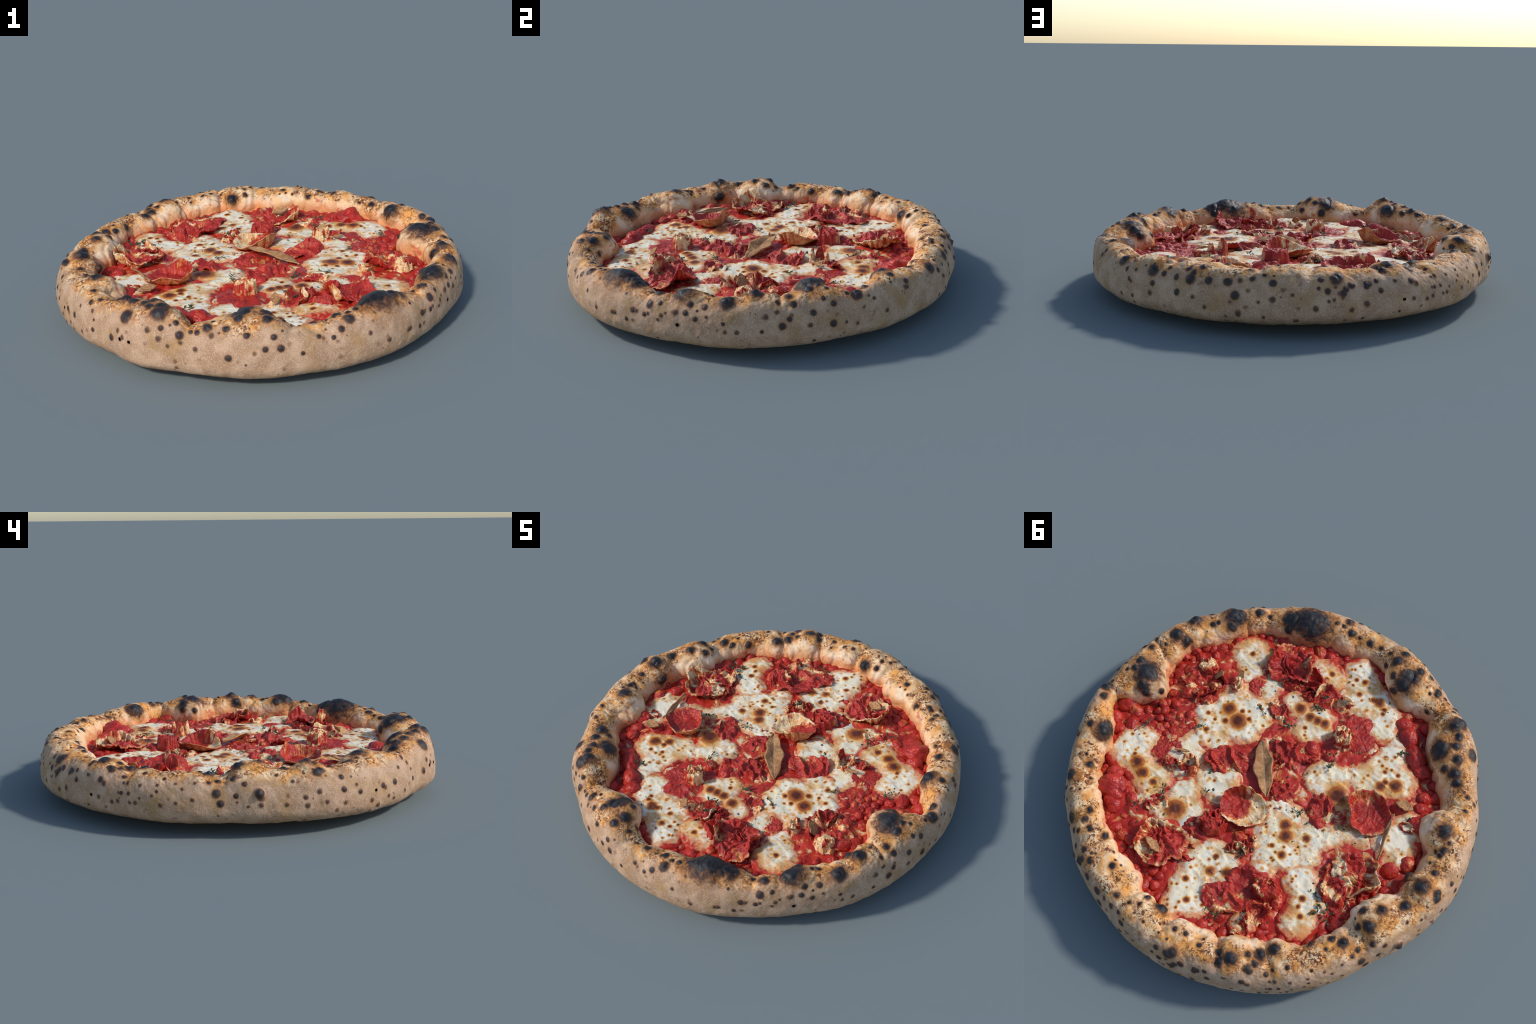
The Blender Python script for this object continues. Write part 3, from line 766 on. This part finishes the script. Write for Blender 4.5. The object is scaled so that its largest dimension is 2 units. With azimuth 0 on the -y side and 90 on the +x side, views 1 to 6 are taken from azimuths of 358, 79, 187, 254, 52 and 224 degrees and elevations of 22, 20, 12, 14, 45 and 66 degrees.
def slice_mesh(seed, style, lift, rad, aspect=1.0, lobes=None, fat=1, nu=52, nphi=170):
    """a torn slice about its own centre, in units of its radius: 'film' lies flat, 'crag' stands up crumpled, 'cup' curls"""
    ph, u = np.meshgrid(np.arange(nphi) / nphi * TAU, np.linspace(.02, 1, nu), indexing="ij")
    ph, u = ph.ravel(), u.ravel()
    ring = np.stack([np.cos(ph), np.sin(ph), np.full_like(ph, seed * 1.7)], 1)
    jag = {"film": .36, "fold": .38, "crag": .36, "cup": .20, "flap": .44}[style]
    out = 1 + jag * fbm(ring, 1.5, 5, seed=70 + seed, rough=.65)
    x, y = u * out * np.cos(ph), u * out * np.sin(ph) * aspect
    p = np.stack([x, y, np.full_like(x, seed * 2.3)], 1)
    bend = np.stack([vnoise(p, 2, 5), vnoise(p, 2, 6), 0 * x], 1)
    f1, f2 = cells(p + .3 * bend, 2.6, seed=80 + seed)
    g1, g2 = cells(p + .2 * bend, 5.5, seed=180 + seed)
    crumple = .55 * (1 - np.clip((f2 - f1) * 1.5, 0, 1)) + .15 * (1 - np.clip((g2 - g1) * 1.5, 0, 1)) + .8 * fbm(p, 1.9, 3, seed=90 + seed, rough=.5) - .25
    H = lift / rad * (.9 if style == "fold" else .95)
    if style == "film":
        h = .04 + H * (.4 + .8 * crumple) * (1 - u ** 8) - .10 * u ** 8
    elif style == "fold":
        a0 = seed * 2.1
        q = np.stack([(x * math.cos(a0) + y * math.sin(a0)) * .9, (y * math.cos(a0) - x * math.sin(a0)) * 1.3, np.full_like(x, seed * 1.3)], 1)
        q = q + .25 * bend
        ridge = np.clip(1 - 2.4 * np.abs(fbm(q, 1.0, 2, seed=120 + seed)), 0, 1) ** 1.6
        fine = np.clip(1 - 2.6 * np.abs(fbm(q, 2.6, 2, seed=140 + seed)), 0, 1) ** 1.4
        up = np.clip(vnoise(ring, 1.3, seed=150 + seed) + .1, 0, 1)
        h = .05 + H * (.65 * ridge * smooth(1 - u, 0, .4) + .13 * fine + 1.0 * up * smooth(u, .5, 1)) + .06 * crumple - .09 * u ** 8 * (1 - up)
        x = x * (1 - .22 * up * smooth(u, .5, 1))
        y = y * (1 - .22 * up * smooth(u, .5, 1))
    elif style == "crag":
        where = .5 + .5 * np.clip(1.7 * fbm(p, 1.0, 2, seed=101 + seed) + .25, -1, 1)
        wall = smooth(1 - u, .0, .3 + .25 * vnoise(ring, 2.5, seed=7))
        peak = smooth(where + .15 * crumple, .42, .62)
        h = H * wall * (.18 + .62 * peak + .25 * where) + (.07 + .35 * H) * crumple * (.35 + .65 * wall) - .08 * u ** 8
    else:
        lob = np.zeros_like(ph)
        for d, w, k in lobes:
            dd = (np.degrees(ph) - d + 180) % 360 - 180
            lob += k * np.exp(-(dd / w) ** 2)
        curl = smooth(u, .45, 1.0)
        h = .08 + H * np.clip(lob, -.1, 1.25) * curl ** 1.2 + (.08 if style == "cup" else .34) * crumple * (1 - .5 * curl)
        x = x * (1 - .34 * curl * np.clip(lob, 0, 1.1))
        y = y * (1 - .34 * curl * np.clip(lob, 0, 1.1))
    me = new_mesh("cured_meat_slice", np.stack([x, y, h], 1), grid_faces(nphi, nu), meat_mats[fat])
    me.materials.append(rind_mat)
    return me


def meat_slice(x, y, rad, style, lift, aspect=1.0, turn=0.0, lobes=None, fat=1, z=0.0, seed=[0]):
    seed[0] += 1
    me = slice_mesh(seed[0], style, lift, rad, aspect, lobes, fat)
    o = add("cured_meat_slice", me, loc=(x, y, BED + .004 + z))
    o.scale = (rad,) * 3
    o.rotation_euler = (0, 0, math.radians(turn))
    s = o.modifiers.new("thickness", "SOLIDIFY")
    s.thickness, s.offset = .006 / rad, -1
    s.material_offset_rim = s.material_offset = 1 if style == "cup" else 0
    return o


meat_slice(-.01, .195, .130, "cup", .085, .9, 0, [(-38, 75, .95), (135, 60, .5)], 2)
meat_slice(-.43, -.20, .135, "cup", .085, .9, 0, [(-25, 45, .6), (55, 42, 1.0), (-110, 42, .6), (150, 50, .25)], 0)
meat_slice(-.62, .055, .140, "flap", .075, .85, 0, [(228, 50, .9), (155, 35, 1.0), (-30, 40, .4)], 2)
meat_slice(.15, .585, .135, "flap", .055, .9, 0, [(20, 55, .9), (-50, 45, .6), (150, 45, .5)], 1)
meat_slice(.375, -.505, .135, "flap", .085, .85, 0, [(215, 42, 1.0), (130, 28, .5), (20, 30, .8)], 0)
meat_slice(.61, -.15, .135, "flap", .060, .75, 0, [(150, 50, .8), (235, 30, .9)], 0)
for x, y, rad, style, lift, aspect, ang, fat in [
        (-.30, .46, .145, "fold", .050, .8, 60, 0), (-.37, .40, .080, "crag", .060, .8, 10, 0), (-.25, .57, .11, "fold", .030, .8, 20, 0),
        (-.41, .51, .08, "fold", .055, .7, 80, 1), (.25, -.53, .085, "fold", .060, .8, 130, 0), (.31, -.44, .06, "fold", .05, .7, 30, 1),
        (.66, -.21, .06, "crag", .045, .8, 10, 2), (.55, -.10, .075, "fold", .045, .7, 90, 1), (.49, -.25, .06, "fold", .050, .6, 120, 2),
        (.235, .08, .12, "fold", .045, .65, 40, 0), (-.12, -.47, .12, "film", .014, .85, 0, 0), (-.09, -.40, .062, "crag", .065, .9, 50, 2),
        (.13, -.50, .085, "fold", .060, .7, 110, 1), (.19, -.45, .05, "fold", .05, .7, 0, 0), (.04, -.55, .05, "fold", .050, .7, 30, 2),
        (.05, -.15, .095, "fold", .075, .75, 0, 0), (-.01, -.22, .08, "fold", .045, .8, 0, 0), (.04, -.08, .05, "fold", .035, .7, 70, 1),
        (-.28, -.05, .105, "fold", .040, .6, 130, 0), (.46, .245, .095, "film", .012, .9, 0, 0), (.34, .22, .068, "crag", .070, .8, 150, 2),
        (.40, .28, .055, "fold", .04, .7, 20, 1), (-.60, .19, .09, "fold", .050, .8, 20, 1), (-.53, .12, .075, "fold", .045, .8, 90, 0),
        (.03, .34, .085, "crag", .060, .75, 60, 0), (.07, .43, .08, "fold", .03, .8, 0, 0), (.24, -.29, .07, "fold", .03, .7, 0, 1),
        (.40, -.31, .07, "film", .012, .8, 0, 0), (-.07, .0, .08, "fold", .03, .8, 0, 1), (-.62, -.28, .05, "fold", .04, .7, 0, 2),
        (.30, .46, .07, "fold", .035, .7, 40, 1), (-.12, .36, .05, "fold", .05, .6, 50, 2), (-.41, .61, .06, "fold", .03, .8, 0, 1),
        (-.16, .30, .055, "fold", .04, .7, 100, 1), (-.68, .22, .06, "fold", .03, .8, 0, 0),
        (.02, .53, .06, "fold", .03, .8, 0, 0), (-.10, .07, .045, "fold", .03, .7, 0, 1)]:
    meat_slice(x, y, rad, style, lift, aspect, ang, None, fat)


# ------------------------------------------------------------- dried leaves --
n = Nodes("dried_leaf")
x, y, z = n.xyz()
c = n.mix(n.step(n.noise(5, 4), .38, .62), (.37, .165, .065), (.56, .29, .12))
band = n.noise(1.0, 3, n.vec(n.m("MULTIPLY", x, 9.0), n.m("MULTIPLY", y, 2.0), 0.0))
c = n.mix(n.m("MULTIPLY", n.step(band, .5, .65), .6), c, (.26, .125, .06))
vein = n.step(n.m("ABSOLUTE", y), .016, .005)
c = n.mix(n.m("MULTIPLY", vein, .7), c, (.58, .36, .19))
leaf_mat = n.finish(c, .7, n.noise(14, 4), .4, .03, spec=.25)


def leaf(name, a, b, width, fold=.25, twist=0.0, thick=.006, sag=0.0, blunt=.0):
    """leaf from the point a to b, folded along its midrib"""
    a, b = Vector(a), Vector(b)
    L = (b - a).length
    nu, nv = 40, 15
    s, w = np.meshgrid(np.linspace(0, 1, nu), np.linspace(-1, 1, nv), indexing="ij")
    s, w = s.ravel(), w.ravel()
    half = np.maximum(np.sin(np.clip(s, 0, 1) * math.pi * (1 - blunt)) ** .75, .03) * width / 2 / L * (1 + .12 * np.sin(s * 17 + w))
    pts = np.stack([s - .5, w * half, fold * np.abs(w) * half + .012 * np.sin(s * 11 + 2 * w) - sag * np.sin(s * math.pi)], 1)
    i, j = np.meshgrid(np.arange(nu - 1), np.arange(nv - 1), indexing="ij")
    q = (i * nv + j).ravel()
    me = new_mesh(name, pts, np.stack([q, q + nv, q + nv + 1, q + 1], 1), leaf_mat)
    o = add(name, me)
    ax = (b - a).normalized()
    side = Vector((0, 0, 1)).cross(ax).normalized()
    side = Matrix.Rotation(twist, 3, ax) @ side
    up = ax.cross(side)
    M = Matrix((ax, side, up)).transposed().to_4x4()
    o.matrix_world = Matrix.Translation((a + b) / 2) @ M @ Matrix.Scale(L, 4)
    m = o.modifiers.new("thickness", "SOLIDIFY")
    m.thickness = thick / L
    return o


leaf("dried_leaf", (.185, -.115, .199), (-.05, .085, .224), .090, .34, .2)
leaf("dried_leaf", (-.53, -.275, .225), (-.627, -.058, .206), .022, .4, .9)
leaf("dried_leaf", (.605, -.205, .20), (.555, -.205, .262), .05, .1, .2)
leaf("dried_leaf", (.10, .625, .215), (.19, .62, .235), .045, .2, .5)
leaf("dried_leaf", (-.58, -.36, .215), (-.50, -.33, .222), .05, .2, .2)
leaf("dried_leaf", (.50, -.26, .20), (.505, -.30, .24), .03, .1, .3)
leaf("dried_leaf", (.38, .18, .215), (.44, .22, .213), .018, .1, .6)
leaf("dried_leaf", (.035, -.58, .205), (.04, -.545, .245), .04, .1, .3)

# -------------------------------------------------------------------- herbs --
n = Nodes("dark_herb")
rnd = n.put("ShaderNodeObjectInfo", {}, "Random")
c = n.mix(n.noise(30, 2), (.018, .045, .02), (.06, .10, .045))
c = n.mix(n.m("MULTIPLY", n.step(n.noise(12, 2), .5, .6), .5), c, (.04, .035, .025))
herb_mat = n.finish(c, .55)


def herb_leaflet(L, w):
    """lens-shaped leaflet with a raised rib"""
    s = np.linspace(0, 1, 7)
    half = np.sin(s * math.pi) ** .8 * w / 2
    rows = [np.stack([s * L, k * half, dz * np.sin(s * math.pi) * w], 1) for k, dz in ((-1, 0), (0, .25), (1, 0), (0, -.05))]
    v = np.concatenate(rows)
    i = np.arange(6)
    f = np.concatenate([np.stack([a * 7 + i, a * 7 + i + 1, b * 7 + i + 1, b * 7 + i], 1) for a, b in ((0, 1), (1, 2), (2, 3), (3, 0))])
    return v, f


def turn(v, yaw, pitch, roll):
    M = np.array(Matrix.Rotation(yaw, 3, "Z") @ Matrix.Rotation(-pitch, 3, "Y") @ Matrix.Rotation(roll, 3, "X"))
    return v @ M.T


def sprig(x, y, z, size, count):
    V, Fc, k = [], [], 0
    yaw = rng.uniform(0, TAU)
    # stem
    s = np.linspace(-1, 1, 9)
    path = np.stack([s * size, .25 * size * np.sin(s * 2 + yaw), .004 + .25 * size * s ** 2], 1)
    ring = np.array([(0, 1, 0), (0, -.5, .87), (0, -.5, -.87)]) * .0016
    v = (path[:, None] + ring[None]).reshape(-1, 3)
    f = [[i * 3 + j, i * 3 + (j + 1) % 3, i * 3 + 3 + (j + 1) % 3, i * 3 + 3 + j] for i in range(8) for j in range(3)]
    V.append(v); Fc.append(np.array(f)); k += len(v)
    for _ in range(count):
        q = path[int(rng.integers(9))] + rng.normal(0, .25 * size, 3) * (1, 1, .3)
        L = rng.uniform(.010, .022)
        v, f = herb_leaflet(L, L * rng.uniform(.35, .6))
        v = turn(v, rng.uniform(0, TAU), rng.uniform(-.1, .8), rng.uniform(-.6, .6)) + q
        V.append(v); Fc.append(f + k); k += len(v)
    me = new_mesh("herb_sprig", np.vstack(V), np.vstack(Fc), herb_mat)
    o = add("herb_sprig", me, loc=(x, y, z))
    o.rotation_euler = (0, 0, yaw)


HERBS = [(.646, .223, .025), (.296, -.229, .025), (.443, .038, .019), (.148, -.262, .036), (-.141, -.269, .036), (.135, -.497, .025),
         (.105, -.437, .019), (-.353, -.553, .025), (.239, .165, .019), (.167, .278, .019), (.315, .413, .032), (-.204, .027, .025),
         (-.161, .368, .032), (-.173, .327, .025), (-.548, .259, .019), (-.596, .301, .025), (-.651, .295, .038), (-.274, .645, .025),
         (-.599, -.310, .019), (.353, .536, .019), (-.398, -.058, .019)]
for x, y, s in HERBS:
    sprig(x, y, BED + .018, s, int(s * 420))
V, Fc, k = [], [], 0
for _ in range(70):
    th, rad = rng.uniform(0, TAU), .74 * math.sqrt(rng.random())
    L = rng.uniform(.008, .018)
    v, f = herb_leaflet(L, L * rng.uniform(.4, .7))
    v = turn(v, rng.uniform(0, TAU), rng.uniform(-.1, .3), rng.uniform(-.3, .3)) + (rad * math.cos(th), rad * math.sin(th), BED + .016)
    V.append(v); Fc.append(f + k); k += len(v)
flakes = add("herb_flake", new_mesh("herb_flake", np.vstack(V), np.vstack(Fc), herb_mat))
flakes["kind"] = "stuff"
